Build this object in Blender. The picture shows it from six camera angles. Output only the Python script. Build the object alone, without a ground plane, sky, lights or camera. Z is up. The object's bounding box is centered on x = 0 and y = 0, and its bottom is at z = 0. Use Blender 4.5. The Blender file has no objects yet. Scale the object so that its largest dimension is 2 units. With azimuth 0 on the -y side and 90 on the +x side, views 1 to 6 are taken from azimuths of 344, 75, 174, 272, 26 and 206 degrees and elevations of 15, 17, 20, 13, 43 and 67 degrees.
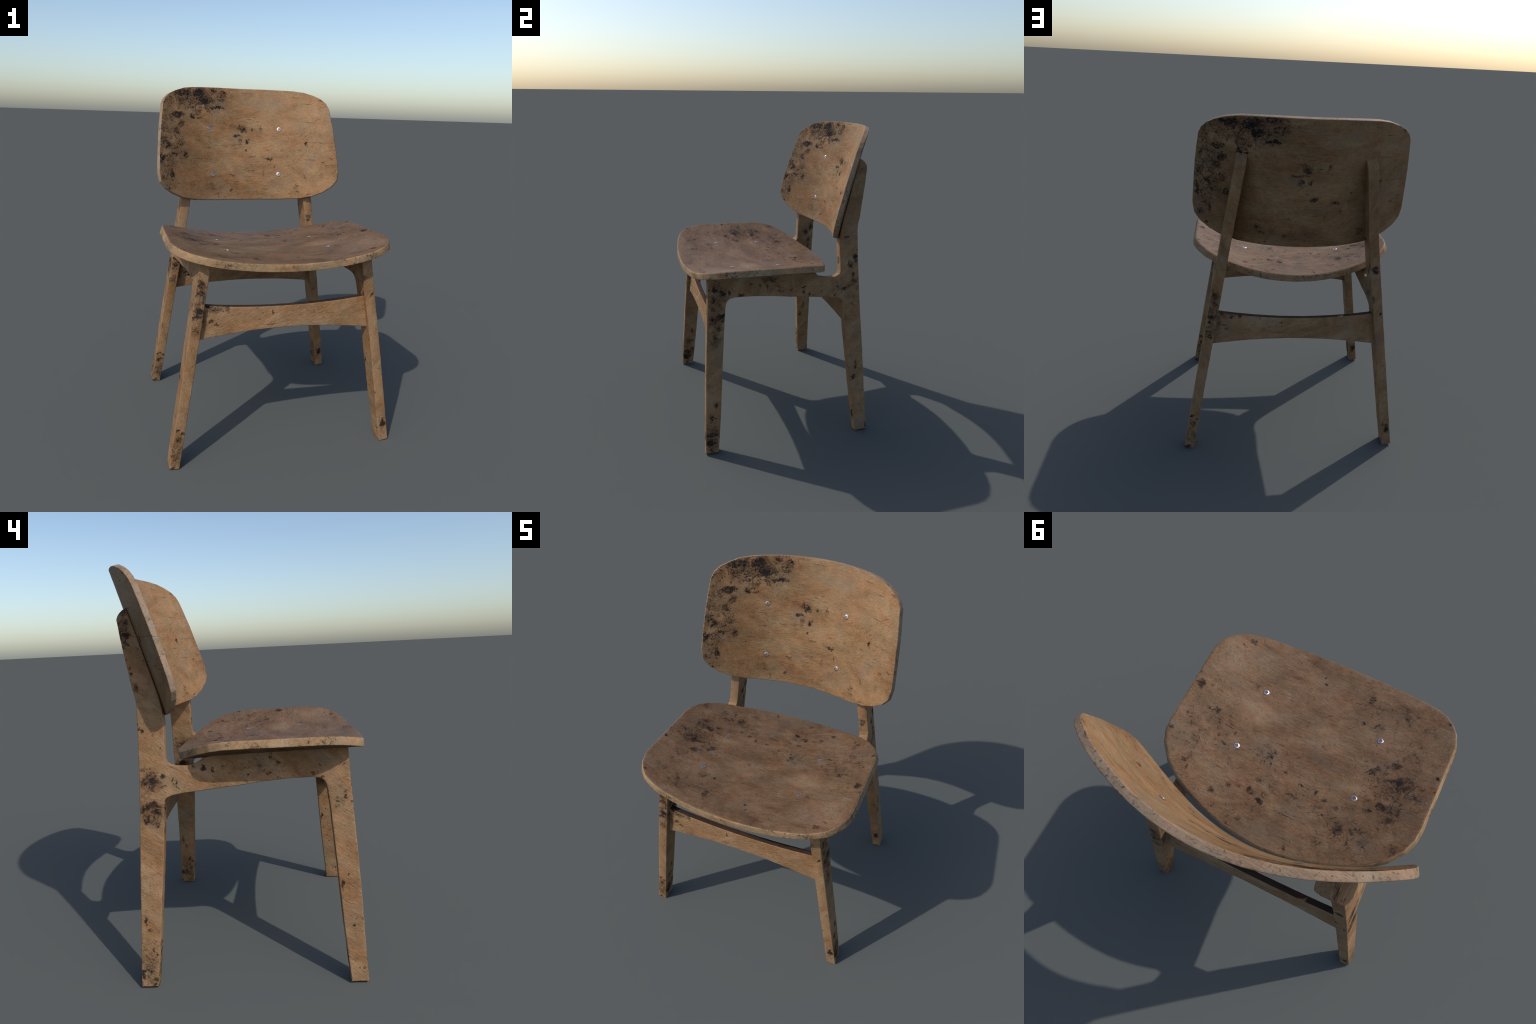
"""A worn plywood-and-beech dining chair: two tilted side frames, two waisted
stretchers, a dished seat and a curved backrest held by eight cross-head screws."""
import bpy, bmesh, math
from mathutils import Vector, noise

# ----------------------------------------------------------------------------
#  scene helpers
# ----------------------------------------------------------------------------
scene = bpy.context.scene


def link(ob, parent=None):
    scene.collection.objects.link(ob)
    if parent is not None:
        ob.parent = parent
    return ob


def empty(name, parent=None):
    ob = bpy.data.objects.new(name, None)
    ob.empty_display_size = 0.1
    return link(ob, parent)


# ----------------------------------------------------------------------------
#  wood material: grain, blotches, hairline cracks, black stains at given places
# ----------------------------------------------------------------------------
class Nodes:
    def __init__(self, name):
        self.mat = bpy.data.materials.new(name)
        self.mat.use_nodes = True
        self.t = self.mat.node_tree
        self.t.nodes.clear()

    def n(self, kind, **props):
        nd = self.t.nodes.new(kind)
        for k, v in props.items():
            setattr(nd, k, v)
        return nd

    def put(self, sock, val):
        if isinstance(val, bpy.types.NodeSocket):
            self.t.links.new(val, sock)
        else:
            sock.default_value = val

    def math(self, op, a, b=0.0, c=0.0, clamp=False):
        nd = self.n("ShaderNodeMath", operation=op, use_clamp=clamp)
        for s, v in zip(nd.inputs, (a, b, c)):
            self.put(s, v)
        return nd.outputs[0]

    def vec(self, op, a, b=(0, 0, 0), c=(0, 0, 0)):
        nd = self.n("ShaderNodeVectorMath", operation=op)
        for s, v in zip(nd.inputs, (a, b, c)):
            self.put(s, v)
        return nd.outputs["Value"] if op == "LENGTH" else nd.outputs["Vector"]

    def noise(self, vector, scale, detail=4.0, rough=0.55, dist=0.0, color=False):
        nd = self.n("ShaderNodeTexNoise")
        self.put(nd.inputs["Vector"], vector)
        nd.inputs["Scale"].default_value = scale
        nd.inputs["Detail"].default_value = detail
        nd.inputs["Roughness"].default_value = rough
        nd.inputs["Distortion"].default_value = dist
        return nd.outputs["Color" if color else "Fac"]

    def smooth(self, val, lo, hi, to_lo=0.0, to_hi=1.0):
        nd = self.n("ShaderNodeMapRange", interpolation_type="SMOOTHSTEP")
        for s, v in zip(nd.inputs[:5], (val, lo, hi, to_lo, to_hi)):
            self.put(s, v)
        return nd.outputs[0]

    def ramp(self, fac, stops):
        nd = self.n("ShaderNodeValToRGB")
        el = nd.color_ramp.elements
        while len(el) < len(stops):
            el.new(0.5)
        for e, (p, c) in zip(el, stops):
            e.position = p
            e.color = (*c, 1.0)
        self.put(nd.inputs[0], fac)
        return nd.outputs[0]

    def mix(self, fac, a, b, blend="MIX"):
        nd = self.n("ShaderNodeMix", data_type="RGBA", blend_type=blend)
        self.put(nd.inputs[0], fac)
        for s, v in ((nd.inputs[6], a), (nd.inputs[7], b)):
            self.put(s, v if isinstance(v, bpy.types.NodeSocket) else (*v, 1.0))
        return nd.outputs[2]


def wood(name, tones, axes, mirror=False, fold=False, grain=0.0, stains=(), cracks=(),
         stain_shift=0.0, speck=0.0, rough=0.62, relief=1.0, streak=1.0, gloss=0.16, seed=0.0, blotchy=1.0, patches=(), wrinkle=1.0, veins=1.0, ink=0.94, clump=0.45):
    """tones: dark, middle, light wood colour. axes: which object axes span the face.
    mirror: flip the first axis (same veneer seen from behind). fold: use its absolute value.
    grain: angle of the fibres in the face. stains: (u, v, half width, half height, strength).
    cracks: (u, v, half length)."""
    N = Nodes(name)
    pos = N.n("ShaderNodeTexCoord").outputs["Object"]
    sep = N.n("ShaderNodeSeparateXYZ")
    N.put(sep.inputs[0], pos)
    u, v = sep.outputs[axes[0]], sep.outputs[axes[1]]
    w = sep.outputs[3 - axes[0] - axes[1]]
    if fold:
        u = N.math("ABSOLUTE", u)
    if mirror:
        u = N.math("MULTIPLY", u, -1.0)
    comb = N.n("ShaderNodeCombineXYZ")
    for s, val in zip(comb.inputs, (u, v, w)):
        N.put(s, val)
    uvw = comb.outputs[0]
    flat = N.vec("MULTIPLY", uvw, (1, 1, 0))
    shifted = N.vec("ADD", uvw, (seed * 3.1, seed * 1.7, seed * 2.3))

    # fibres: coordinates turned into the grain direction, stretched along it
    turn = N.n("ShaderNodeMapping")
    turn.inputs["Rotation"].default_value = (0, 0, -grain)
    N.put(turn.inputs["Vector"], shifted)
    along = turn.outputs[0]
    wob = N.vec("MULTIPLY_ADD", N.noise(shifted, 7.0, 3, 0.6, color=True), (0.03, 0.03, 0.03), along)
    fibre = N.vec("MULTIPLY", wob, (1.0, 11.0, 11.0))
    fine = N.noise(fibre, 15.0, 8, 0.72)
    finer = N.noise(N.vec("MULTIPLY", along, (1.0, 5.0, 5.0)), 60.0, 4, 0.7)
    blotch = N.noise(N.vec("MULTIPLY", along, (1.0, 2.2, 2.2)), 4.5, 5, 0.6, 0.6)
    mottled = N.noise(shifted, 22.0, 6, 0.7)

    tone = N.math("MULTIPLY_ADD", blotch, 0.95 * blotchy, 0.42 - 0.475 * blotchy)
    tone = N.math("MULTIPLY_ADD", N.math("SUBTRACT", fine, 0.5), 0.98 * streak, tone)
    tone = N.math("MULTIPLY_ADD", N.math("SUBTRACT", finer, 0.5), 0.66 * streak, tone)
    tone = N.math("MULTIPLY_ADD", N.math("SUBTRACT", mottled, 0.5), 0.45, tone)
    pw = N.vec("MULTIPLY_ADD", N.vec("SUBTRACT", N.noise(uvw, 9.0, 4, 0.6, color=True), (0.5, 0.5, 0.5)), (0.16, 0.16, 0), flat)
    for cu, cv, ru, rv, s in patches:
        d = N.vec("MULTIPLY_ADD", pw, (1 / ru, 1 / rv, 0), (-cu / ru, -cv / rv, 0))
        tone = N.math("ADD", tone, N.smooth(N.vec("LENGTH", d), 0.2, 1.4, s, 0.0))
    col = N.ramp(tone, [(0.0, tones[0]), (0.36, tones[1]), (0.80, tones[2])])
    # greyish, bleached patches
    grey = N.smooth(N.noise(N.vec("ADD", shifted, (5, 2, 8)), 5.5, 4, 0.6), 0.50, 0.72)
    lum = tuple(0.5 * c + 0.5 * (sum(tones[1]) / 3) * k for c, k in zip(tones[1], (1.06, 1.0, 0.90)))
    col = N.mix(N.math("MULTIPLY", grey, 0.55), col, lum)

    # drift between redder and olive brown
    hue = N.smooth(N.noise(N.vec("MULTIPLY_ADD", along, (1.0, 1.8, 1.8), (9, 4, 2)), 6.5, 4, 0.6), 0.34, 0.66)
    col = N.mix(1.0, col, N.ramp(hue, [(0.0, (1.03, 0.945, 0.84)), (1.0, (0.95, 1.0, 0.97))]), "MULTIPLY")

    # black stains
    wa = N.vec("SUBTRACT", N.noise(uvw, 24.0, 4, 0.65, color=True), (0.5, 0.5, 0.5))
    wb = N.vec("SUBTRACT", N.noise(uvw, 75.0, 3, 0.65, color=True), (0.5, 0.5, 0.5))
    warped = N.vec("MULTIPLY_ADD", wa, (0.050, 0.050, 0), flat)
    warped = N.vec("MULTIPLY_ADD", wb, (0.024, 0.024, 0), warped)
    field = None
    for cu, cv, ru, rv, s in stains:
        d = N.vec("MULTIPLY_ADD", warped, (1 / ru, 1 / rv, 0), (-cu / ru, -cv / rv, 0))
        g = N.smooth(N.vec("LENGTH", d), 0.25, 1.6, s, 0.0)
        field = g if field is None else N.math("MAXIMUM", field, g)
    if field is None:
        field = N.math("ADD", 0.0, 0.0)
    field = N.math("ADD", field, stain_shift)
    fb = N.noise(N.vec("ADD", shifted, (1, 9, 4)), 27.0, 7, 0.64, 2.4)
    mid = N.noise(N.vec("ADD", shifted, (3, 5, 8)), 20.0, 5, 0.6, 0.8)
    spread = N.noise(N.vec("ADD", shifted, (7, 3, 1)), 6.0, 3, 0.5)
    vein = N.noise(N.vec("ADD", shifted, (4, 4, 6)), 19.0, 6, 0.62, 2.6)
    vein = N.smooth(N.math("ABSOLUTE", N.math("SUBTRACT", vein, 0.5)), 0.0, 0.035, 1.0, 0.0)
    loose = N.math("MULTIPLY", N.math("SUBTRACT", spread, 0.5), clump)
    near = N.smooth(N.math("ADD", field, loose), 0.05, 0.36)
    lvl = N.math("MULTIPLY_ADD", N.math("SUBTRACT", fb, 0.5), 2.9, N.math("MULTIPLY_ADD", field, 1.45, loose))
    lvl = N.math("MULTIPLY_ADD", N.math("SUBTRACT", mid, 0.5), 0.7, lvl)
    lvl = N.math("MULTIPLY_ADD", N.math("MULTIPLY", vein, near), 0.42 * veins, lvl)
    black = N.smooth(lvl, 0.42 - speck, 1.08 - speck)
    smoke = N.smooth(N.math("MULTIPLY_ADD", N.math("SUBTRACT", mid, 0.5), 0.9, field), 0.10, 0.62)
    col = N.mix(N.math("MULTIPLY", smoke, 0.62), col, tuple(c * k for c, k in zip(tones[0], (0.42, 0.40, 0.42))))
    col = N.mix(N.math("MULTIPLY", black, ink), col, (0.0085, 0.0100, 0.0125))
    # short scratches in two directions
    for ang, off in ((0.9, 1.0), (-0.7, 5.0)):
        mp = N.n("ShaderNodeMapping")
        mp.inputs["Rotation"].default_value = (0, 0, ang)
        mp.inputs["Location"].default_value = (off, off, off)
        N.put(mp.inputs["Vector"], N.vec("MULTIPLY_ADD", wa, (0.02, 0.02, 0.02), shifted))
        sc = N.noise(N.vec("MULTIPLY", mp.outputs[0], (1.0, 6.0, 3.0)), 24.0, 3, 0.5)
        sc = N.math("MULTIPLY", N.smooth(sc, 0.64, 0.75), N.smooth(N.math("ADD", field, loose), -0.11, 0.10))
        col = N.mix(N.math("MULTIPLY", sc, 0.72), col, (0.016, 0.014, 0.014))
    # pin-point flecks
    dots = N.noise(N.vec("ADD", shifted, (8, 1, 2)), 130.0, 3, 0.6)
    dots = N.math("MULTIPLY", N.smooth(dots, 0.64, 0.74), N.smooth(spread, 0.40, 0.62))
    col = N.mix(N.math("MULTIPLY", dots, 0.75), col, (0.020, 0.016, 0.015))

    # hairline cracks along the fibres
    cut = None
    wc = N.vec("MULTIPLY_ADD", wb, (0.0, 0.006, 0), N.vec("MULTIPLY_ADD", wa, (0, 0.012, 0), flat))
    for cu, cv, ru in cracks:
        d = N.vec("MULTIPLY_ADD", wc, (0.85 / ru, 1 / 0.0024, 0), (-cu * 0.85 / ru, -cv / 0.0024, 0))
        g = N.smooth(N.vec("LENGTH", d), 0.35, 1.1, 1.0, 0.0)
        cut = g if cut is None else N.math("MAXIMUM", cut, g)
    small = N.noise(N.vec("MULTIPLY", along, (1.0, 14.0, 14.0)), 11.0, 2, 0.5)
    patch = N.smooth(N.noise(N.vec("ADD", shifted, (2, 6, 3)), 9.0, 2), 0.46, 0.62)
    hair = N.math("MULTIPLY", N.smooth(small, 0.63, 0.73), patch)
    if cut is not None:
        broken = N.smooth(N.noise(flat, 60.0, 4, 0.7), 0.40, 0.60)
        cut = N.math("MAXIMUM", N.math("MULTIPLY", cut, broken), N.math("MULTIPLY", hair, 0.7))
    else:
        cut = N.math("MULTIPLY", hair, 0.7)
    col = N.mix(N.math("MULTIPLY", cut, 0.70), col, (0.020, 0.015, 0.012))

    # relief: fibres, wrinkles, sunken cracks
    wr = N.noise(N.vec("MULTIPLY", wob, (1.0, 2.4, 2.4)), 48.0, 5, 0.6, 0.8)
    h = N.math("MULTIPLY_ADD", fine, 0.45, N.math("MULTIPLY", wr, 0.8 * relief))
    h = N.math("MULTIPLY_ADD", finer, 0.25, h)
    h = N.math("MULTIPLY_ADD", cut, -0.9, h)
    h = N.math("MULTIPLY_ADD", black, -0.15, h)
    bump = N.n("ShaderNodeBump")
    bump.inputs["Strength"].default_value = 0.62 * wrinkle
    bump.inputs["Distance"].default_value = 0.004
    N.put(bump.inputs["Height"], h)

    bsdf = N.n("ShaderNodeBsdfPrincipled")
    N.put(bsdf.inputs["Base Color"], col)
    N.put(bsdf.inputs["Roughness"], N.math("MULTIPLY_ADD", N.math("SUBTRACT", mottled, 0.5), 0.3, rough))
    N.put(bsdf.inputs["Specular IOR Level"], N.math("MULTIPLY_ADD", black, -0.8 * gloss, gloss))
    N.put(bsdf.inputs["Normal"], bump.outputs[0])
    out = N.n("ShaderNodeOutputMaterial")
    N.put(out.inputs[0], bsdf.outputs[0])
    return N.mat


def metal(name, color, rough):
    N = Nodes(name)
    pos = N.n("ShaderNodeTexCoord").outputs["Object"]
    bsdf = N.n("ShaderNodeBsdfPrincipled")
    bsdf.inputs["Metallic"].default_value = 1.0
    scr = N.noise(pos, 400.0, 3)
    N.put(bsdf.inputs["Base Color"], N.ramp(scr, [(0.3, tuple(c * 0.8 for c in color)), (0.7, color)]))
    N.put(bsdf.inputs["Roughness"], N.math("MULTIPLY_ADD", scr, 0.12, rough - 0.06))
    out = N.n("ShaderNodeOutputMaterial")
    N.put(out.inputs[0], bsdf.outputs[0])
    return N.mat


# where the stains sit: (u, v, half width, half height, strength), metres in the face
BACK_STAINS = [
    (-0.355, 1.936, 0.276, 0.109, 0.35), (-0.526, 1.697, 0.104, 0.343, 0.3), (-0.405, 1.956, 0.079, 0.029, 0.6), (-0.294, 1.954, 0.068, 0.042, 0.6), (-0.261, 1.913, 0.051, 0.034, 0.6),
    (-0.2, 1.983, 0.043, 0.034, 0.45), (-0.154, 1.945, 0.052, 0.052, 0.35), (-0.184, 1.868, 0.051, 0.014, 0.55), (-0.333, 1.852, 0.058, 0.042, 0.32), (-0.348, 1.813, 0.015, 0.023, 0.55),
    (-0.314, 1.802, 0.018, 0.008, 0.55), (-0.45, 1.824, 0.049, 0.02, 0.6), (-0.435, 1.769, 0.029, 0.033, 0.5), (-0.462, 1.727, 0.019, 0.028, 0.5), (-0.551, 1.675, 0.032, 0.032, 0.45),
    (-0.516, 1.638, 0.027, 0.024, 0.6), (-0.526, 1.868, 0.04, 0.056, 0.3), (-0.552, 1.742, 0.024, 0.048, 0.35), (-0.436, 1.659, 0.032, 0.032, 0.38), (-0.414, 1.575, 0.021, 0.029, 0.42),
    (-0.568, 1.565, 0.019, 0.039, 0.5), (-0.503, 1.466, 0.017, 0.04, 0.5), (-0.557, 1.439, 0.027, 0.02, 0.42), (-0.519, 1.375, 0.011, 0.009, 0.6), (-0.528, 1.912, 0.028, 0.032, 0.35),
    (-0.126, 1.978, 0.024, 0.009, 0.41), (-0.003, 1.733, 0.031, 0.021, 0.49), (0.024, 1.659, 0.014, 0.017, 0.53), (-0.043, 1.694, 0.043, 0.01, 0.45), (0.009, 1.6, 0.012, 0.01, 0.45),
    (0.05, 1.566, 0.034, 0.009, 0.45), (0.163, 1.548, 0.029, 0.012, 0.45), (0.203, 1.498, 0.009, 0.014, 0.37), (0.115, 1.744, 0.01, 0.026, 0.37), (-0.03, 1.755, 0.009, 0.015, 0.41),
    (0.062, 1.739, 0.014, 0.008, 0.37), (0.407, 1.656, 0.011, 0.021, 0.53), (0.547, 1.566, 0.015, 0.008, 0.41), (0.502, 1.535, 0.009, 0.006, 0.45), (0.334, 1.368, 0.022, 0.02, 0.34),
    (0.335, 1.342, 0.017, 0.006, 0.37), (0.408, 1.326, 0.012, 0.007, 0.41), (0.39, 1.443, 0.009, 0.024, 0.37), (0.511, 1.939, 0.019, 0.01, 0.41), (-0.22, 1.36, 0.02, 0.013, 0.39),
    (-0.194, 1.313, 0.005, 0.025, 0.37), (-0.097, 1.348, 0.015, 0.015, 0.37), (0.12, 1.455, 0.007, 0.026, 0.34), (0.07, 1.328, 0.007, 0.007, 0.41), (0.249, 1.601, 0.014, 0.01, 0.33),
    (-0.24, 1.387, 0.02, 0.016, 0.3), (-0.084, 1.442, 0.025, 0.008, 0.3), (-0.028, 1.652, 0.026, 0.026, 0.3),
]
BACK_CRACKS = [
    (0.039, 1.969, 0.048), (0.354, 1.952, 0.035), (0, 1.785, 0.047), (-0.284, 1.689, 0.05), (-0.16, 1.632, 0.05),
    (-0.244, 1.617, 0.033), (-0.371, 1.389, 0.04), (0.348, 1.609, 0.043), (0.42, 1.551, 0.047), (0.429, 1.575, 0.03),
    (-0.312, 1.552, 0.041), (0.495, 1.664, 0.086), (0.433, 1.793, 0.043), (0.058, 1.471, 0.034), (-0.476, 1.614, 0.036),
    (-0.46, 1.584, 0.032), (-0.348, 1.523, 0.024), (0.415, 1.912, 0.039), (-0.216, 1.752, 0.021), (0.157, 1.603, 0.026),
    (-0.073, 1.4, 0.034), (0.527, 1.521, 0.043),
]
SEAT_STAINS = [
    (-0.459, -0.142, 0.064, 0.041, 0.44), (-0.421, -0.151, 0.035, 0.023, 0.48), (-0.493, -0.158, 0.032, 0.026, 0.44), (-0.529, -0.102, 0.029, 0.009, 0.48), (-0.463, -0.009, 0.063, 0.051, 0.32),
    (-0.408, -0.016, 0.034, 0.02, 0.48), (-0.456, 0.033, 0.04, 0.023, 0.42), (-0.372, 0.021, 0.014, 0.01, 0.53), (-0.354, -0.169, 0.053, 0.024, 0.32), (-0.324, -0.154, 0.024, 0.021, 0.37),
    (-0.398, -0.225, 0.03, 0.036, 0.33), (-0.265, -0.379, 0.037, 0.025, 0.33), (-0.339, -0.513, 0.056, 0.019, 0.32), (-0.351, -0.48, 0.037, 0.025, 0.3), (-0.177, -0.499, 0.019, 0.038, 0.29),
    (0.146, 0.149, 0.023, 0.023, 0.51), (0.09, 0.175, 0.021, 0.013, 0.48), (0.188, 0.157, 0.035, 0.015, 0.32), (0.293, 0.228, 0.021, 0.013, 0.48), (0.241, 0.174, 0.015, 0.011, 0.4),
    (0.565, -0.195, 0.022, 0.022, 0.48), (0.521, -0.218, 0.01, 0.006, 0.44), (0.49, -0.107, 0.011, 0.011, 0.44), (0.447, -0.129, 0.017, 0.011, 0.48), (0.556, -0.035, 0.01, 0.012, 0.44),
    (0.53, -0.023, 0.01, 0.007, 0.44), (0.582, 0.063, 0.013, 0.013, 0.44), (0.386, -0.014, 0.011, 0.008, 0.55), (0.361, -0.036, 0.013, 0.006, 0.4), (0.326, -0.059, 0.008, 0.006, 0.44),
    (0.347, 0.01, 0.024, 0.01, 0.35), (0.466, 0.046, 0.03, 0.036, 0.26), (0.456, 0.164, 0.013, 0.009, 0.44), (0.435, 0.186, 0.007, 0.014, 0.42), (0.128, -0.03, 0.054, 0.042, 0.26),
    (0.115, -0.058, 0.007, 0.018, 0.37), (0.108, 0.009, 0.009, 0.013, 0.35), (0.224, -0.023, 0.01, 0.005, 0.44), (0.032, 0.01, 0.012, 0.006, 0.44), (-0.057, 0.033, 0.012, 0.006, 0.44),
    (-0.182, 0.051, 0.015, 0.009, 0.53), (-0.238, 0.065, 0.017, 0.015, 0.44), (-0.131, 0.036, 0.009, 0.015, 0.42), (-0.199, 0.122, 0.011, 0.006, 0.44), (0.339, -0.322, 0.016, 0.014, 0.4),
    (0.075, -0.518, 0.009, 0.008, 0.44), (0.059, -0.483, 0.01, 0.008, 0.42), (0.465, -0.524, 0.026, 0.014, 0.37), (0.49, -0.482, 0.013, 0.006, 0.35), (-0.588, -0.219, 0.007, 0.007, 0.53),
    (-0.593, -0.15, 0.007, 0.005, 0.44), (-0.188, -0.37, 0.01, 0.007, 0.42), (-0.057, 0.094, 0.052, 0.008, 0.32), (0.138, 0.094, 0.023, 0.008, 0.37), (-0.546, -0.502, 0.012, 0.009, 0.32),
    (0.544, -0.125, 0.006, 0.022, 0.32), (-0.067, -0.184, 0.006, 0.005, 0.44), (0.24, -0.12, 0.006, 0.005, 0.44), (-0.284, 0.16, 0.033, 0.02, 0.42), (-0.34, 0.183, 0.008, 0.025, 0.44),
    (-0.222, 0.242, 0.024, 0.01, 0.44), (-0.107, 0.324, 0.012, 0.014, 0.42), (-0.523, 0.156, 0.033, 0.033, 0.32), (-0.437, 0.086, 0.009, 0.007, 0.4), (-0.376, 0.017, 0.013, 0.011, 0.51),
    (-0.202, 0.124, 0.009, 0.006, 0.42), (0.132, 0.293, 0.02, 0.015, 0.33), (0.158, 0.328, 0.028, 0.008, 0.35), (-0.45, -0.08, 0.16, 0.16, 0.24), (0.13, 0.15, 0.15, 0.08, 0.18),
    (0.46, 0, 0.1, 0.18, 0.17), (-0.3, -0.46, 0.2, 0.09, 0.16), (0.4, -0.08, 0.12, 0.09, 0.16), (-0.33, 0.16, 0.14, 0.09, 0.2), (0.12, -0.02, 0.11, 0.09, 0.18),
    (-0.12, 0.08, 0.16, 0.06, 0.17), (0.52, -0.2, 0.07, 0.07, 0.15), (-0.4, -0.28, 0.12, 0.09, 0.17), (0.15, 0.3, 0.12, 0.04, 0.16),
]
SEAT_CRACKS = [
    (0.047, -0.457, 0.035), (0.062, -0.267, 0.046), (0.365, -0.075, 0.036), (0.315, 0.12, 0.041), (0.179, -0.458, 0.025),
    (-0.152, -0.542, 0.032), (-0.236, -0.579, 0.032), (-0.115, -0.456, 0.025), (-0.336, -0.52, 0.031), (-0.278, 0.044, 0.029),
    (-0.07, 0.174, 0.052), (0.066, 0.223, 0.026), (0.171, -0.296, 0.016), (0.54, 0.098, 0.021), (0.105, -0.106, 0.03),
    (0.393, -0.536, 0.033), (0.368, -0.332, 0.025), (-0.047, 0.188, 0.056), (-0.269, 0.22, 0.039), (-0.395, 0.252, 0.022),
    (-0.076, 0.286, 0.033), (0.067, 0.224, 0.017),
]
SIDE_A = [
    (-0.466, 1.045, 0.02, 0.022, 0.63), (-0.416, 1.018, 0.022, 0.022, 0.57), (-0.373, 1.023, 0.013, 0.012, 0.55), (-0.455, 1, 0.049, 0.049, 0.37), (-0.436, 0.877, 0.034, 0.02, 0.63),
    (-0.416, 0.855, 0.012, 0.016, 0.49), (-0.507, 0.843, 0.015, 0.011, 0.44), (-0.479, 0.856, 0.025, 0.016, 0.52), (-0.48, 0.926, 0.022, 0.027, 0.41), (-0.452, 0.806, 0.02, 0.023, 0.46),
    (-0.517, 0.818, 0.006, 0.006, 0.44), (-0.475, 0.75, 0.027, 0.027, 0.37), (-0.491, 0.71, 0.014, 0.012, 0.36), (-0.468, 0.722, 0.009, 0.009, 0.36), (-0.239, 1.064, 0.016, 0.011, 0.44),
    (-0.182, 1.051, 0.013, 0.013, 0.52), (-0.136, 1.039, 0.007, 0.016, 0.41), (-0.059, 1.031, 0.012, 0.009, 0.44), (0.031, 1.01, 0.007, 0.006, 0.54), (0.109, 1.017, 0.023, 0.006, 0.57),
    (0.103, 0.982, 0.018, 0.018, 0.37), (0.146, 0.969, 0.008, 0.007, 0.54), (0.225, 0.978, 0.007, 0.007, 0.49), (0.335, 1.007, 0.012, 0.012, 0.44), (0.36, 0.965, 0.008, 0.009, 0.52),
    (0.385, 0.988, 0.011, 0.009, 0.55), (0.412, 1.005, 0.007, 0.005, 0.44), (0.324, 0.946, 0.007, 0.009, 0.44), (0.442, 0.874, 0.013, 0.013, 0.44), (0.482, 0.891, 0.008, 0.01, 0.49),
    (0.452, 1.028, 0.019, 0.029, 0.39), (0.456, 0.47, 0.012, 0.035, 0.44), (0.435, 0.383, 0.02, 0.025, 0.41), (-0.123, 1.084, 0.068, 0.023, 0.34), (-0.306, 1, 0.027, 0.009, 0.46),
    (-0.05, 1.007, 0.023, 0.006, 0.44), (-0.535, 0.076, 0.038, 0.024, 0.7), (-0.525, 0.124, 0.039, 0.024, 0.52), (-0.49, 0.151, 0.013, 0.015, 0.44), (-0.52, 0.234, 0.017, 0.028, 0.46),
    (-0.489, 0.321, 0.011, 0.027, 0.44), (-0.497, 0.235, 0.013, 0.015, 0.32), (-0.53, 0.027, 0.011, 0.028, 0.46), (0.421, 0.13, 0.008, 0.04, 0.46), (0.523, 0.035, 0.008, 0.024, 0.46),
    (0.499, 0.281, 0.012, 0.008, 0.36), (0.464, 1.176, 0.019, 0.032, 0.51), (0.426, 1.14, 0.018, 0.032, 0.48), (0.403, 1.318, 0.023, 0.012, 0.48), (0.502, 1.534, 0.007, 0.005, 0.44),
    (0.479, 1.231, 0.007, 0.009, 0.44), (0.449, 1.068, 0.012, 0.021, 0.46), (-0.45, 1, 0.07, 0.09, 0.34), (-0.47, 0.84, 0.05, 0.07, 0.36), (-0.47, 0.74, 0.04, 0.06, 0.26),
    (0.4, 0.99, 0.08, 0.05, 0.24), (-0.1, 1.03, 0.25, 0.05, 0.12), (-0.52, 0.12, 0.05, 0.11, 0.3), (0.44, 0.95, 0.05, 0.12, 0.2),
]
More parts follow.
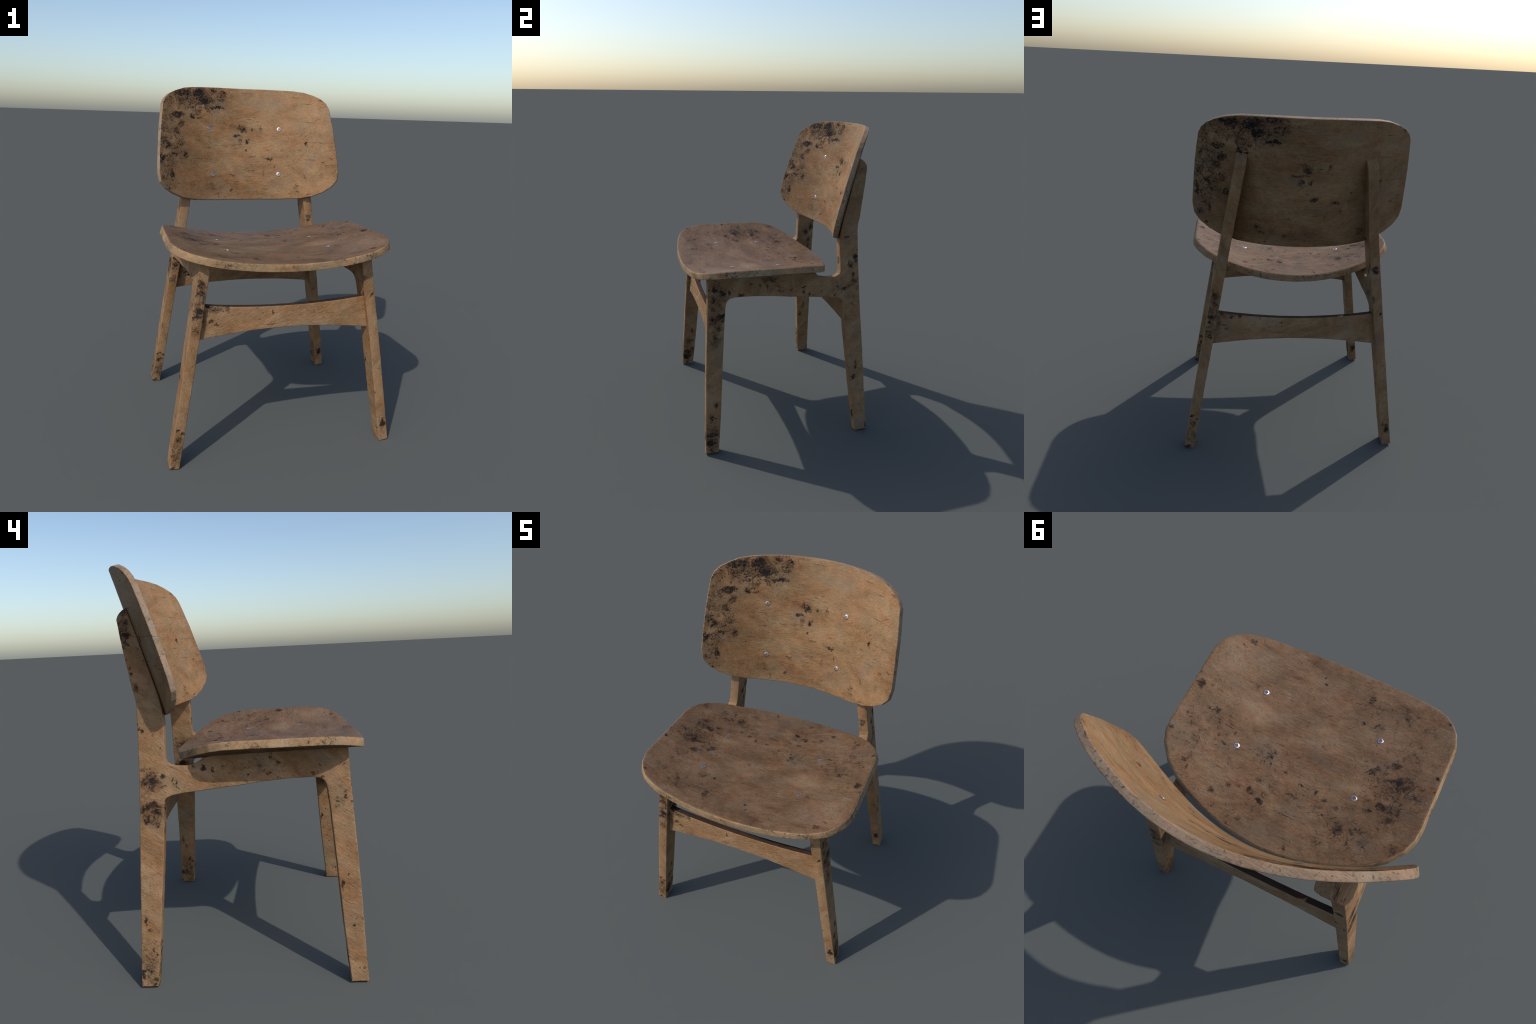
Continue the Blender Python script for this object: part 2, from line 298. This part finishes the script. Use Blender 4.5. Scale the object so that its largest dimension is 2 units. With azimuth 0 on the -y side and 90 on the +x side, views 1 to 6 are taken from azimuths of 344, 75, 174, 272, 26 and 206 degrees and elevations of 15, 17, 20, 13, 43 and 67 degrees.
SIDE_B = [
    (0.465, 1.049, 0.017, 0.013, 0.44), (0.421, 1.002, 0.031, 0.031, 0.57), (0.371, 1.022, 0.013, 0.013, 0.55), (0.465, 0.994, 0.026, 0.031, 0.41), (0.438, 0.882, 0.036, 0.021, 0.63),
    (0.417, 0.851, 0.021, 0.013, 0.69), (0.48, 0.864, 0.015, 0.021, 0.57), (0.461, 0.803, 0.021, 0.016, 0.48), (0.403, 0.783, 0.01, 0.013, 0.41), (0.483, 0.768, 0.013, 0.016, 0.31),
    (0.459, 1.235, 0.007, 0.014, 0.37), (0.482, 1.265, 0.004, 0.006, 0.44), (0.375, 1.152, 0.007, 0.005, 0.41), (0.313, 0.983, 0.006, 0.018, 0.47), (0.33, 1.003, 0.004, 0.015, 0.37),
    (0.231, 1.058, 0.01, 0.01, 0.44), (0.178, 1.052, 0.014, 0.011, 0.52), (0.136, 1.038, 0.006, 0.013, 0.44), (0.083, 1.057, 0.006, 0.005, 0.44), (0.058, 1.026, 0.009, 0.009, 0.44),
    (-0.031, 1.009, 0.01, 0.004, 0.49), (-0.041, 1.021, 0.008, 0.005, 0.44), (-0.104, 1.026, 0.01, 0.01, 0.44), (-0.131, 1.016, 0.018, 0.007, 0.44), (-0.138, 1.086, 0.007, 0.01, 0.41),
    (-0.178, 1.063, 0.018, 0.015, 0.32), (-0.337, 1.007, 0.012, 0.01, 0.43), (-0.371, 1.042, 0.005, 0.004, 0.44), (-0.384, 0.988, 0.008, 0.007, 0.54), (-0.487, 0.892, 0.011, 0.009, 0.49),
    (-0.444, 0.871, 0.009, 0.007, 0.47), (-0.445, 0.886, 0.005, 0.007, 0.41), (-0.511, 0.869, 0.004, 0.008, 0.44), (-0.485, 1.045, 0.007, 0.008, 0.41), (-0.068, 1.057, 0.075, 0.03, 0.18),
    (0.52, 1.781, 0.025, 0.025, 0.41), (0.511, 1.738, 0.016, 0.016, 0.36), (0.511, 1.678, 0.018, 0.016, 0.54), (0.511, 1.638, 0.018, 0.012, 0.55), (0.535, 1.679, 0.015, 0.025, 0.46),
    (0.541, 1.725, 0.009, 0.012, 0.41), (0.53, 1.619, 0.012, 0.016, 0.37), (0.499, 1.494, 0.012, 0.01, 0.49), (0.496, 1.466, 0.006, 0.012, 0.41), (0.505, 1.521, 0.009, 0.009, 0.41),
    (0.476, 1.436, 0.016, 0.024, 0.44), (0.433, 1.555, 0.005, 0.006, 0.44), (0.521, 1.567, 0.005, 0.006, 0.41), (0.469, 1.245, 0.006, 0.01, 0.41), (0.518, 0.077, 0.013, 0.025, 0.7),
    (0.494, 0.092, 0.017, 0.007, 0.52), (0.459, 0.183, 0.006, 0.017, 0.54), (0.443, 0.164, 0.008, 0.009, 0.54), (0.515, 0.133, 0.013, 0.014, 0.4), (0.471, 0.142, 0.016, 0.017, 0.32),
    (0.448, 0.043, 0.012, 0.016, 0.44), (0.461, 0.02, 0.015, 0.007, 0.49), (0.528, 0.018, 0.007, 0.01, 0.44), (0.49, 0.33, 0.01, 0.024, 0.44), (0.473, 0.283, 0.014, 0.018, 0.34),
    (-0.458, 0.479, 0.007, 0.024, 0.57), (-0.487, 0.524, 0.008, 0.005, 0.47), (-0.503, 0.283, 0.006, 0.006, 0.54), (-0.542, 0.312, 0.01, 0.005, 0.44), (-0.492, 0.33, 0.005, 0.005, 0.41),
    (-0.47, 0.393, 0.005, 0.005, 0.44), (-0.529, 0.078, 0.006, 0.006, 0.47), (-0.551, 0.077, 0.006, 0.006, 0.49), (-0.519, 0.417, 0.008, 0.005, 0.41), (0.43, 1, 0.06, 0.06, 0.36),
    (0.43, 0.84, 0.06, 0.07, 0.36), (0.48, 0.1, 0.05, 0.13, 0.3), (0.52, 1.7, 0.04, 0.09, 0.3), (-0.1, 1.04, 0.25, 0.05, 0.08), (-0.46, 0.9, 0.05, 0.12, 0.16),
]
EDGE_P = [
    (0.466, 1.001, 0.026, 0.029, 0.48), (0.48, 0.866, 0.029, 0.023, 0.63), (0.466, 0.948, 0.026, 0.032, 0.46), (0.493, 0.836, 0.02, 0.013, 0.52), (0.496, 0.762, 0.024, 0.033, 0.37),
    (0.594, 0.222, 0.018, 0.008, 0.55), (0.567, 0.204, 0.011, 0.01, 0.55), (0.591, 0.167, 0.023, 0.021, 0.44), (0.603, 0.065, 0.019, 0.017, 0.37), (0.624, 0.012, 0.021, 0.009, 0.69),
    (0.48, 0.9, 0.05, 0.16, 0.3), (0.6, 0.1, 0.05, 0.14, 0.26),
]
EDGE_Q = [
    (0.485, 0.892, 0.01, 0.01, 0.54), (0.602, 0.117, 0.018, 0.029, 0.67), (0.578, 0.142, 0.008, 0.016, 0.41), (0.553, 0.457, 0.018, 0.005, 0.41), (0.538, 0.311, 0.006, 0.008, 0.36),
    (0.427, 1.161, 0.018, 0.028, 0.46), (0.434, 0.98, 0.02, 0.03, 0.39), (0.6, 0.12, 0.05, 0.08, 0.2),
]
RAIL_STAINS = [
    (-0.425, 0.878, 0.026, 0.017, 0.55), (-0.385, 0.858, 0.059, 0.024, 0.36), (-0.325, 0.857, 0.016, 0.024, 0.46), (-0.411, 0.797, 0.023, 0.009, 0.48), (-0.391, 0.778, 0.017, 0.008, 0.48),
    (-0.444, 0.8, 0.016, 0.073, 0.36), (-0.076, 0.822, 0.006, 0.006, 0.6), (0.149, 0.809, 0.004, 0.004, 0.4),
]
RAIL_CRACKS = [
    (-0.128, 0.822, 0.03), (0.03, 0.824, 0.03), (-0.085, 0.757, 0.055), (0.255, 0.796, 0.03), (-0.15, 0.79, 0.015),
    (-0.4, 0.728, 0.02),
]

BACK_TONES = ((0.104, 0.052, 0.023), (0.215, 0.121, 0.060), (0.336, 0.212, 0.122))
SEAT_TONES = ((0.066, 0.033, 0.017), (0.134, 0.076, 0.042), (0.222, 0.142, 0.090))
FRAME_TONES = ((0.116, 0.060, 0.027), (0.240, 0.136, 0.069), (0.376, 0.250, 0.152))
EDGE_TONES = ((0.155, 0.088, 0.042), (0.282, 0.178, 0.097), (0.410, 0.284, 0.182))
RIM_TONES = ((0.155, 0.098, 0.060), (0.268, 0.184, 0.124), (0.372, 0.266, 0.194))  # backrest rim greyed to carry the sky light on its top edge
# broad lighter (+) and darker (-) zones; the backrest's paint in its sun shading
BACK_PATCHES = [(-0.42, 1.44, 0.24, 0.14, -0.16), (0.36, 1.86, 0.26, 0.12, 0.14), (0.12, 1.62, 0.18, 0.06, 0.12), (0.48, 1.60, 0.10, 0.22, 0.08),
                (-0.10, 1.76, 0.16, 0.04, -0.10), (0.02, 1.34, 0.30, 0.05, -0.14), (-0.20, 1.62, 0.14, 0.05, 0.08), (-0.42, 1.70, 0.10, 0.14, -0.12)]
SEAT_PATCHES = [(0.29, -0.20, 0.09, 0.09, 0.22), (0.13, -0.06, 0.11, 0.07, 0.24), (-0.08, -0.24, 0.11, 0.08, 0.16), (-0.29, -0.06, 0.08, 0.06, 0.18),
                (-0.36, -0.29, 0.08, 0.06, 0.14), (-0.14, -0.12, 0.13, 0.06, -0.22), (0.45, -0.42, 0.16, 0.10, 0.14), (-0.52, -0.30, 0.09, 0.14, 0.06),
                (0.05, 0.28, 0.34, 0.08, -0.08), (0.10, -0.55, 0.35, 0.05, -0.12)]

X, Y, Z = 0, 1, 2
MAT = {
    "back_front": wood("aged_wood_backrest", BACK_TONES, (X, Z), stains=BACK_STAINS, cracks=BACK_CRACKS, patches=BACK_PATCHES, veins=1.5),
    "back_rear": wood("aged_wood_backrest_reverse", BACK_TONES, (X, Z), mirror=True, stains=BACK_STAINS, cracks=BACK_CRACKS, patches=BACK_PATCHES, veins=1.5),
    "back_rim": wood("aged_wood_backrest_rim", RIM_TONES, (X, Z), streak=0.6, stain_shift=0.20, veins=0.5),
    "seat_top": wood("aged_wood_seat", SEAT_TONES, (X, Y), stains=SEAT_STAINS, cracks=SEAT_CRACKS, patches=SEAT_PATCHES, ink=0.84, veins=0.55, stain_shift=0.075, seed=1.0, rough=0.56, gloss=0.17),
    "seat_under": wood("aged_wood_seat_reverse", SEAT_TONES, (X, Y), mirror=True, stains=SEAT_STAINS, seed=1.0),
    "seat_rim": wood("aged_wood_seat_rim", EDGE_TONES, (X, Z), streak=0.6, stain_shift=0.20, veins=0.6, clump=1.5, seed=2.0),
    "side_a": wood("aged_wood_frame_side_a", FRAME_TONES, (Y, Z), grain=0.55, stains=SIDE_A, ink=0.84, streak=0.6, stain_shift=0.06, seed=3.0, relief=1.9),
    "side_b": wood("aged_wood_frame_side_b", FRAME_TONES, (Y, Z), grain=0.55, stains=SIDE_B, ink=0.84, streak=0.6, stain_shift=0.06, seed=4.0, relief=1.9),
    "edge_p": wood("aged_wood_frame_edge_p", FRAME_TONES, (X, Z), fold=True, grain=1.1, stains=EDGE_P, ink=0.84, streak=0.6, stain_shift=0.06, seed=5.0, relief=1.9),
    "edge_q": wood("aged_wood_frame_edge_q", FRAME_TONES, (X, Z), fold=True, grain=1.1, stains=EDGE_Q, ink=0.84, streak=0.6, stain_shift=0.06, seed=6.0, relief=1.9),
    "plain": wood("aged_wood_frame_plain", FRAME_TONES, (Y, X), grain=0.3, seed=7.0),
    "rail_front": wood("aged_wood_stretcher", FRAME_TONES, (X, Z), streak=0.65, grain=0.30, stains=RAIL_STAINS, cracks=RAIL_CRACKS, seed=8.0, relief=2.2),
    "rail_rear": wood("aged_wood_stretcher_reverse", FRAME_TONES, (X, Z), streak=0.65, mirror=True, grain=0.30, stains=RAIL_STAINS, cracks=RAIL_CRACKS, seed=8.0, relief=2.2),
    "rail_top": wood("aged_wood_stretcher_edge_baked_shade", tuple(tuple(c * k for c, k in zip(t, (0.17, 0.155, 0.20))) for t in FRAME_TONES), (X, Y), seed=9.0),  # frame tones darkened here, baking in shade from the seat above
    "steel": metal("polished_steel", (0.52, 0.53, 0.56), 0.38),
    "shadow_ring": metal("steel_painted_gap_shadow", (0.10, 0.11, 0.14), 0.35),  # outer ring of each screw head coloured dark to draw a shadow gap
    "recess": wood("brown_recess", ((0.05, 0.03, 0.016), (0.11, 0.065, 0.035), (0.16, 0.10, 0.06)), (X, Y), wrinkle=0.2),
}


# ----------------------------------------------------------------------------
#  slabs: an outline sawn from a board, edges rounded over, faces slightly uneven
# ----------------------------------------------------------------------------
def inset(outline, d):
    """Offset a closed counter-clockwise outline inwards by d (mitred)."""
    res, m = [], len(outline)
    for i in range(m):
        a, b, c = (Vector(outline[j % m]) for j in (i - 1, i, i + 1))
        e1, e2 = (b - a).normalized(), (c - b).normalized()
        n1, n2 = Vector((-e1.y, e1.x)), Vector((-e2.y, e2.x))
        k = n1 + n2
        res.append(b + k * (d / max(0.35, 1 + n1.dot(n2))))
    return res


def slab(outline, place, thick, edge, cuts, wobble):
    """outline in 2D (counter-clockwise), place(u, v, t) -> point, t = depth from the first face.
    Returns a bmesh cut along all given planes [(point, normal)]."""
    bm = bmesh.new()
    prof = []
    for k in range(4):
        a = k * math.pi / 6
        prof.append((edge * (1 - math.sin(a)), edge * (1 - math.cos(a))))
    prof += [(0, thick * 0.5)]
    prof += [(d, thick - t) for d, t in reversed(prof[:4])]
    rings = []
    for d, t in prof:
        rings.append([bm.verts.new(place(p[0], p[1], t)) for p in inset(outline, d)])
    m = len(outline)
    for r0, r1 in zip(rings, rings[1:]):
        for i in range(m):
            bm.faces.new((r0[i], r0[(i + 1) % m], r1[(i + 1) % m], r1[i]))
    bm.faces.new(list(reversed(rings[0])))
    bm.faces.new(rings[-1])
    bmesh.ops.recalc_face_normals(bm, faces=bm.faces)
    for co, no in cuts:
        bmesh.ops.bisect_plane(bm, geom=bm.verts[:] + bm.edges[:] + bm.faces[:], plane_co=co, plane_no=no, dist=1e-5)
    bmesh.ops.triangulate(bm, faces=[f for f in bm.faces if len(f.verts) > 4])
    bm.normal_update()
    for v in bm.verts:
        p = v.co
        k = noise.noise(p * 22) * 0.55 + noise.noise(p * 55 + Vector((3, 1, 7))) * 0.3
        v.co = p + v.normal * (k * wobble)
    bm.normal_update()
    return bm


def finish(bm, parts, mats, mat_of, region_of, parent, smooth_angle=38):
    """Write the bmesh as several child meshes that share the whole body's normals."""
    mesh = bpy.data.meshes.new("whole")
    bm.to_mesh(mesh)
    mesh.polygons.foreach_set("use_smooth", [True] * len(mesh.polygons))
    mesh.set_sharp_from_angle(angle=math.radians(smooth_angle))
    normals = [tuple(c.vector) for c in mesh.corner_normals]
    out = []
    for key, name in parts:
        faces = [p for p in mesh.polygons if region_of(p.center) == key]
        index, verts, polys, nrm, mi = {}, [], [], [], []
        for p in faces:
            loop = []
            for li in p.loop_indices:
                vi = mesh.loops[li].vertex_index
                if vi not in index:
                    index[vi] = len(verts)
                    verts.append(tuple(mesh.vertices[vi].co))
                loop.append(index[vi])
                nrm.append(normals[li])
            polys.append(loop)
            mi.append(mat_of(p.center, p.normal))
        me = bpy.data.meshes.new(name)
        me.from_pydata(verts, [], polys)
        for m in mats:
            me.materials.append(m)
        me.polygons.foreach_set("material_index", mi)
        me.polygons.foreach_set("use_smooth", [True] * len(polys))
        me.normals_split_custom_set(nrm)
        out.append(link(bpy.data.objects.new(name, me), parent))
    bpy.data.meshes.remove(mesh)
    return out


def grid_cuts(lo, hi, step, axis, origin=(0, 0, 0)):
    n = Vector([1.0 if i == axis else 0.0 for i in range(3)])
    k = int((hi - lo) / step)
    return [(n * (lo + (i + 0.5) * step), n) for i in range(k + 1)]


chair = empty("wooden_chair")
chair["label"] = "worn wooden dining chair with curved plywood seat and backrest"
chair["category"] = "chair"

# ----------------------------------------------------------------------------
#  side frames: two legs, seat rail and back post sawn as one leaning panel
# ----------------------------------------------------------------------------
LEAN = 0.157          # the panels lean inwards towards the top
FOOT_X = 0.644        # outer face at floor level
PANEL = 0.057
# (y, z) seen from the +x side, counter-clockwise
FRAME = [
    (-0.5690, 0.0090), (-0.4860, 0.0090),                                   # front foot
    (-0.4590, 0.2800), (-0.4340, 0.5900), (-0.4135, 0.8300), (-0.4020, 0.9300),
    (-0.3970, 0.9510), (-0.3890, 0.9685), (-0.3740, 0.9805), (-0.3460, 0.9875),  # fillet
    (-0.2900, 0.9880), (-0.2000, 0.9845), (-0.1000, 0.9755), (0.0220, 0.9615),
    (0.1280, 0.9510), (0.2100, 0.9425), (0.2880, 0.9355), (0.3380, 0.9265),
    (0.3600, 0.9160), (0.3710, 0.9030), (0.3750, 0.8700),                   # fillet
    (0.3830, 0.7200), (0.3970, 0.5500), (0.4110, 0.4000), (0.4320, 0.1480), (0.4480, 0.0090),
    (0.5310, 0.0090),                                                       # rear foot
    (0.5175, 0.3000), (0.5055, 0.6000), (0.4910, 0.9000), (0.4855, 1.0800), (0.4825, 1.2500),
    (0.4822, 1.3600), (0.4850, 1.3850), (0.4985, 1.4370), (0.5210, 1.5580), (0.5390, 1.6570),
    (0.5525, 1.7480), (0.5480, 1.7640), (0.5390, 1.7770), (0.5240, 1.7920), (0.5060, 1.8020),
    (0.4605, 1.6650), (0.4110, 1.5080), (0.3750, 1.3930), (0.3610, 1.3280), (0.3568, 1.2850),
    (0.3565, 1.2300), (0.3590, 1.1500), (0.3590, 1.1000), (0.3520, 1.0815), (0.3370, 1.0725),
    (0.3200, 1.0670), (0.2950, 1.0642), (0.2550, 1.0648), (0.2200, 1.0735), (0.2000, 1.0845), (0.1780, 1.0990),
    (0.1300, 1.1080), (0.0800, 1.1110), (0.0200, 1.1130), (-0.2000, 1.1195), (-0.5045, 1.1290),
    (-0.5130, 0.9550), (-0.5270, 0.7600), (-0.5430, 0.5150), (-0.5570, 0.2450),
]
norm = math.hypot(1, LEAN)


def frame_place(side):
    def place(y, z, t):
        return Vector((side * (FOOT_X - LEAN * z - t / norm), y, z - t * LEAN / norm))
    return place


def frame_region(c):
    if c.z > 1.105 and c.y > 0.30:
        return "post"
    if c.y > 0.362:
        return "leg_b"
    if c.y < -0.400:
        return "leg_a"
    return "rail"


frame_cuts = [(Vector((0, 0, 1.105)), Vector((0, 0, 1))), (Vector((0, 0.362, 0)), Vector((0, 1, 0))), (Vector((0, -0.400, 0)), Vector((0, 1, 0)))]
frame_cuts += grid_cuts(0.01, 1.80, 0.014, 2) + grid_cuts(-0.565, 0.55, 0.014, 1)

for side in (1, -1):
    holder = empty("side_frame", chair)
    bm = slab(FRAME, frame_place(side), PANEL, 0.0045, frame_cuts, 0.0022)

    def frame_mat(c, n, side=side):
        if abs(n.x) > 0.72:
            outer = n.x * side > 0
            return 0 if (outer == (side > 0)) else 1
        if abs(n.z) > 0.80:
            return 4
        return 2 if (n.y < 0) == (side < 0) else 3

    finish(bm, [("leg_a", "leg"), ("leg_b", "leg"), ("rail", "seat_rail"), ("post", "back_post")],
           [MAT[k] for k in ("side_a", "side_b", "edge_p", "edge_q", "plain")],
           frame_mat, frame_region, holder)
    bm.free()

# ----------------------------------------------------------------------------
#  stretchers: boards waisted in the middle, between the two panels
# ----------------------------------------------------------------------------


def stretcher(y_top, splay, top_end, top_mid, low_end, low_mid, thick, mat_face, mat_back):
    def half_len(z):
        return FOOT_X - LEAN * z - PANEL + 0.004
    steps = 24
    out = []
    for i in range(steps + 1):      # lower edge, left to right
        s = -1 + 2 * i / steps
        z = low_mid + (low_end - low_mid) * abs(s) ** 2.0
        out.append((s * half_len(z), z))
    for i in range(steps + 1):      # upper edge, right to left
        s = 1 - 2 * i / steps
        z = top_mid + (top_end - top_mid) * abs(s) ** 2.0
        out.append((s * half_len(z), z))
    place = lambda u, v, t: Vector((u, y_top + splay * (top_end - v) + t, v))
    bm = slab(out, place, thick, 0.004, grid_cuts(-0.50, 0.50, 0.014, 0) + grid_cuts(low_end, top_end, 0.014, 2), 0.0018)

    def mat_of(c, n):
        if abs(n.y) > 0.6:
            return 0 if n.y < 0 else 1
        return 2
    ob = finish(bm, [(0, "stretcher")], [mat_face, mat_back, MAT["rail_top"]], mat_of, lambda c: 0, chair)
    bm.free()
    return ob


stretcher(-0.489, -0.095, 0.8815, 0.8555, 0.700, 0.737, 0.034, MAT["rail_front"], MAT["rail_rear"])
stretcher(0.4155, 0.110, 0.877, 0.8440, 0.685, 0.7195, 0.032, MAT["rail_front"], MAT["rail_rear"])

# ----------------------------------------------------------------------------
#  bent plywood sheets: seat and backrest
# ----------------------------------------------------------------------------


def mirror_outline(half):
    return half + [(-u, v) for u, v in reversed(half[1:-1])]


def resample(outline, step):
    pts, m = [], len(outline)
    for i in range(m):
        a, b = Vector(outline[i]), Vector(outline[(i + 1) % m])
        k = max(1, round((b - a).length / step))
        pts += [a.lerp(b, j / k) for j in range(k)]
    return pts


def sheet(name, outline, centre, surf, normal, thick, edge, low_edge, mats, wobble, parent):
    """outline (u, v); surf(u, v) -> point on the show face; normal(u, v) -> unit vector out of it."""
    out = [Vector(p) for p in resample(outline, 0.012)]
    area = sum(a.x * b.y - b.x * a.y for a, b in zip(out, out[1:] + out[:1]))
    if area < 0:
        out.reverse()
    c = Vector(centre)
    m = len(out)
    inner = inset(out, edge)
    bm = bmesh.new()
    rings, tags = [], []

    def ring(pts, t, tag):
        rings.append([bm.verts.new(surf(*p) - normal(*p) * t) for p in pts])
        tags.append(tag)
    mid_top, mid_low = [], []
    levels = 40
    top_c = bm.verts.new(surf(*c))
    for i in range(1, levels):
        ring([c + (p - c) * (i / levels) for p in inner], 0.0, 0)
    for k in range(5):
        a = k * math.pi / 8
        ring(inset(out, edge * (1 - math.sin(a))), edge * (1 - math.cos(a)), 0 if k < 3 else 1)
    for k in (0.35, 0.6, 0.8):
        ring(out, edge + (thick - edge - low_edge) * k, 1)
    for k in range(4):
        a = (3 - k) * math.pi / 6
        ring(inset(out, low_edge * (1 - math.sin(a))), thick - low_edge * (1 - math.cos(a)), 1 if k < 3 else 1)
    low_in = inset(out, low_edge)
    for i in range(levels - 1, 0, -1):
        ring([c + (p - c) * (i / levels) for p in low_in], thick, 2)
    low_c = bm.verts.new(surf(*c) - normal(*c) * thick)
    for r in range(len(rings) - 1):
        tag = max(tags[r], tags[r + 1]) if tags[r + 1] != 2 else 2
        for i in range(m):
            f = bm.faces.new((rings[r][i], rings[r + 1][i], rings[r + 1][(i + 1) % m], rings[r][(i + 1) % m]))
            f.material_index = tag
    for i in range(m):
        f = bm.faces.new((top_c, rings[0][i], rings[0][(i + 1) % m]))
        f.material_index = 0
        f = bm.faces.new((low_c, rings[-1][(i + 1) % m], rings[-1][i]))
        f.material_index = 2
    bmesh.ops.recalc_face_normals(bm, faces=bm.faces)
    bm.normal_update()
    for v in bm.verts:
        p = v.co
        k = noise.noise(p * 14) * 0.5 + noise.noise(p * 45 + Vector((2, 5, 1))) * 0.35
        v.co = p + v.normal * (k * wobble)
    for f in bm.faces:
        f.smooth = True
    me = bpy.data.meshes.new(name)
    bm.to_mesh(me)
    bm.free()
    for mt in mats:
        me.materials.append(mt)
    me.set_sharp_from_angle(angle=math.radians(50))
    return link(bpy.data.objects.new(name, me), parent)


def seat_z(x, y):
    return 1.0923 - 0.0458 * y + 0.2359 * x * x + 0.1126 * x * x * y + 0.1412 * x ** 4


def seat_surf(x, y):
    return Vector((x, y, seat_z(x, y)))


def seat_normal(x, y):
    h = 1e-4
    return Vector(((seat_z(x - h, y) - seat_z(x + h, y)) / (2 * h), (seat_z(x, y - h) - seat_z(x, y + h)) / (2 * h), 1)).normalized()


SEAT_HALF = [
    (0.000, -0.6210), (0.105, -0.6190), (0.200, -0.6130), (0.300, -0.6020), (0.380, -0.5915), (0.430, -0.5805),
    (0.475, -0.5655), (0.522, -0.5425), (0.562, -0.5050), (0.588, -0.4620), (0.602, -0.4150), (0.606, -0.3800),
    (0.6045, -0.2750), (0.602, -0.1200), (0.600, 0.0200), (0.593, 0.0780), (0.570, 0.1350), (0.520, 0.2000),
    (0.459, 0.2470), (0.388, 0.2810), (0.287, 0.3180), (0.175, 0.3470), (0.090, 0.3590), (0.000, 0.3630),
]
seat = sheet("seat", mirror_outline(SEAT_HALF), (0, -0.12), seat_surf, seat_normal, 0.0415, 0.009, 0.0025,
             [MAT["seat_top"], MAT["seat_rim"], MAT["seat_under"]], 0.0016, chair)


def back_y(x, z):
    q = z - 1.65
    return 0.5105 + 0.2685 * q + 0.0407 * q * q - 0.6621 * x * x - 0.0228 * x * x * q + 0.2186 * x ** 4


def back_surf(x, z):
    return Vector((x, back_y(x, z), z))


def back_normal(x, z):
    h = 1e-4
    return Vector(((back_y(x + h, z) - back_y(x - h, z)) / (2 * h), -1, (back_y(x, z + h) - back_y(x, z - h)) / (2 * h))).normalized()


BACK_HALF = [
    (0.000, 2.0000), (0.160, 2.0000), (0.276, 1.9980), (0.343, 1.9950), (0.403, 1.9870), (0.462, 1.9680),
    (0.502, 1.9480), (0.530, 1.9220), (0.5455, 1.8900), (0.556, 1.8200), (0.5665, 1.7400), (0.5785, 1.6050),
    (0.5860, 1.4900), (0.5770, 1.4280), (0.5430, 1.3820), (0.492, 1.3450), (0.430, 1.3160), (0.340, 1.2960),
    (0.200, 1.2870), (0.000, 1.2850),
]
backrest = sheet("backrest", mirror_outline(BACK_HALF), (0, 1.64), back_surf, back_normal, 0.029, 0.0035, 0.003,
                 [MAT["back_front"], MAT["back_rim"], MAT["back_rear"]], 0.0012, chair)

# ----------------------------------------------------------------------------
#  cross-head screws
# ----------------------------------------------------------------------------


def screw_mesh():
    R, rings, seg = 0.0150, 26, 96
    bm = bmesh.new()
    rows = []
    for i in range(rings + 1):
        r = R * i / rings
        row = []
        for j in range(seg):
            a = 2 * math.pi * j / seg
            x, y = r * math.cos(a), r * math.sin(a)
            q = r / R
            z = 0.0022 * (1 - q ** 3.2)
            # cross recess: a four-pointed star
            star = (abs(x) ** 0.75 + abs(y) ** 0.75) / 0.0120 ** 0.75
            inside = min(1.0, max(0.0, (1 - star) / 0.10))
            row.append((x, y, z - 0.0048 * inside, inside))
        rows.append(row)
    vs = [[bm.verts.new(p[:3]) for p in row] for row in rows[1:]]
    top = bm.verts.new((0, 0, rows[0][0][2]))
    for i in range(len(vs) - 1):
        for j in range(seg):
            k = (j + 1) % seg
            f = bm.faces.new((vs[i][j], vs[i + 1][j], vs[i + 1][k], vs[i][k]))
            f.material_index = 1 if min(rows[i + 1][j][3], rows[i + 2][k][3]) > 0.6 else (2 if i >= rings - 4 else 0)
    for j in range(seg):
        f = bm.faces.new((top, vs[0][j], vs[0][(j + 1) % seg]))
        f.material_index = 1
    skirt = [bm.verts.new((v.co.x, v.co.y, -0.004)) for v in vs[-1]]
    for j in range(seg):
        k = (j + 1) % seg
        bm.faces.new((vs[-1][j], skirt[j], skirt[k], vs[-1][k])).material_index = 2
    bm.faces.new(list(reversed(skirt)))
    bmesh.ops.recalc_face_normals(bm, faces=bm.faces)
    for f in bm.faces:
        f.smooth = True
    me = bpy.data.meshes.new("screw")
    bm.to_mesh(me)
    bm.free()
    me.materials.append(MAT["steel"])
    me.materials.append(MAT["recess"])
    me.materials.append(MAT["shadow_ring"])
    me.set_sharp_from_angle(angle=math.radians(40))
    return me


screw = screw_mesh()
spots = [(seat, seat_surf(s * 0.292, y), seat_normal(s * 0.292, y)) for s in (1, -1) for y in (-0.316, -0.010)]
spots += [(backrest, back_surf(s * x, z), back_normal(s * x, z)) for s in (1, -1) for x, z in ((0.2382, 1.7434), (0.2236, 1.4496))]
for i, (holder, p, n) in enumerate(spots):
    ob = link(bpy.data.objects.new("screw", screw), holder)
    q = n.to_track_quat("Z", "Y")
    ob.rotation_mode = "QUATERNION"
    q.rotate(__import__("mathutils").Quaternion(n, 0.5 + i * 1.3))
    ob.rotation_quaternion = q
    ob.location = p + n * 0.0002
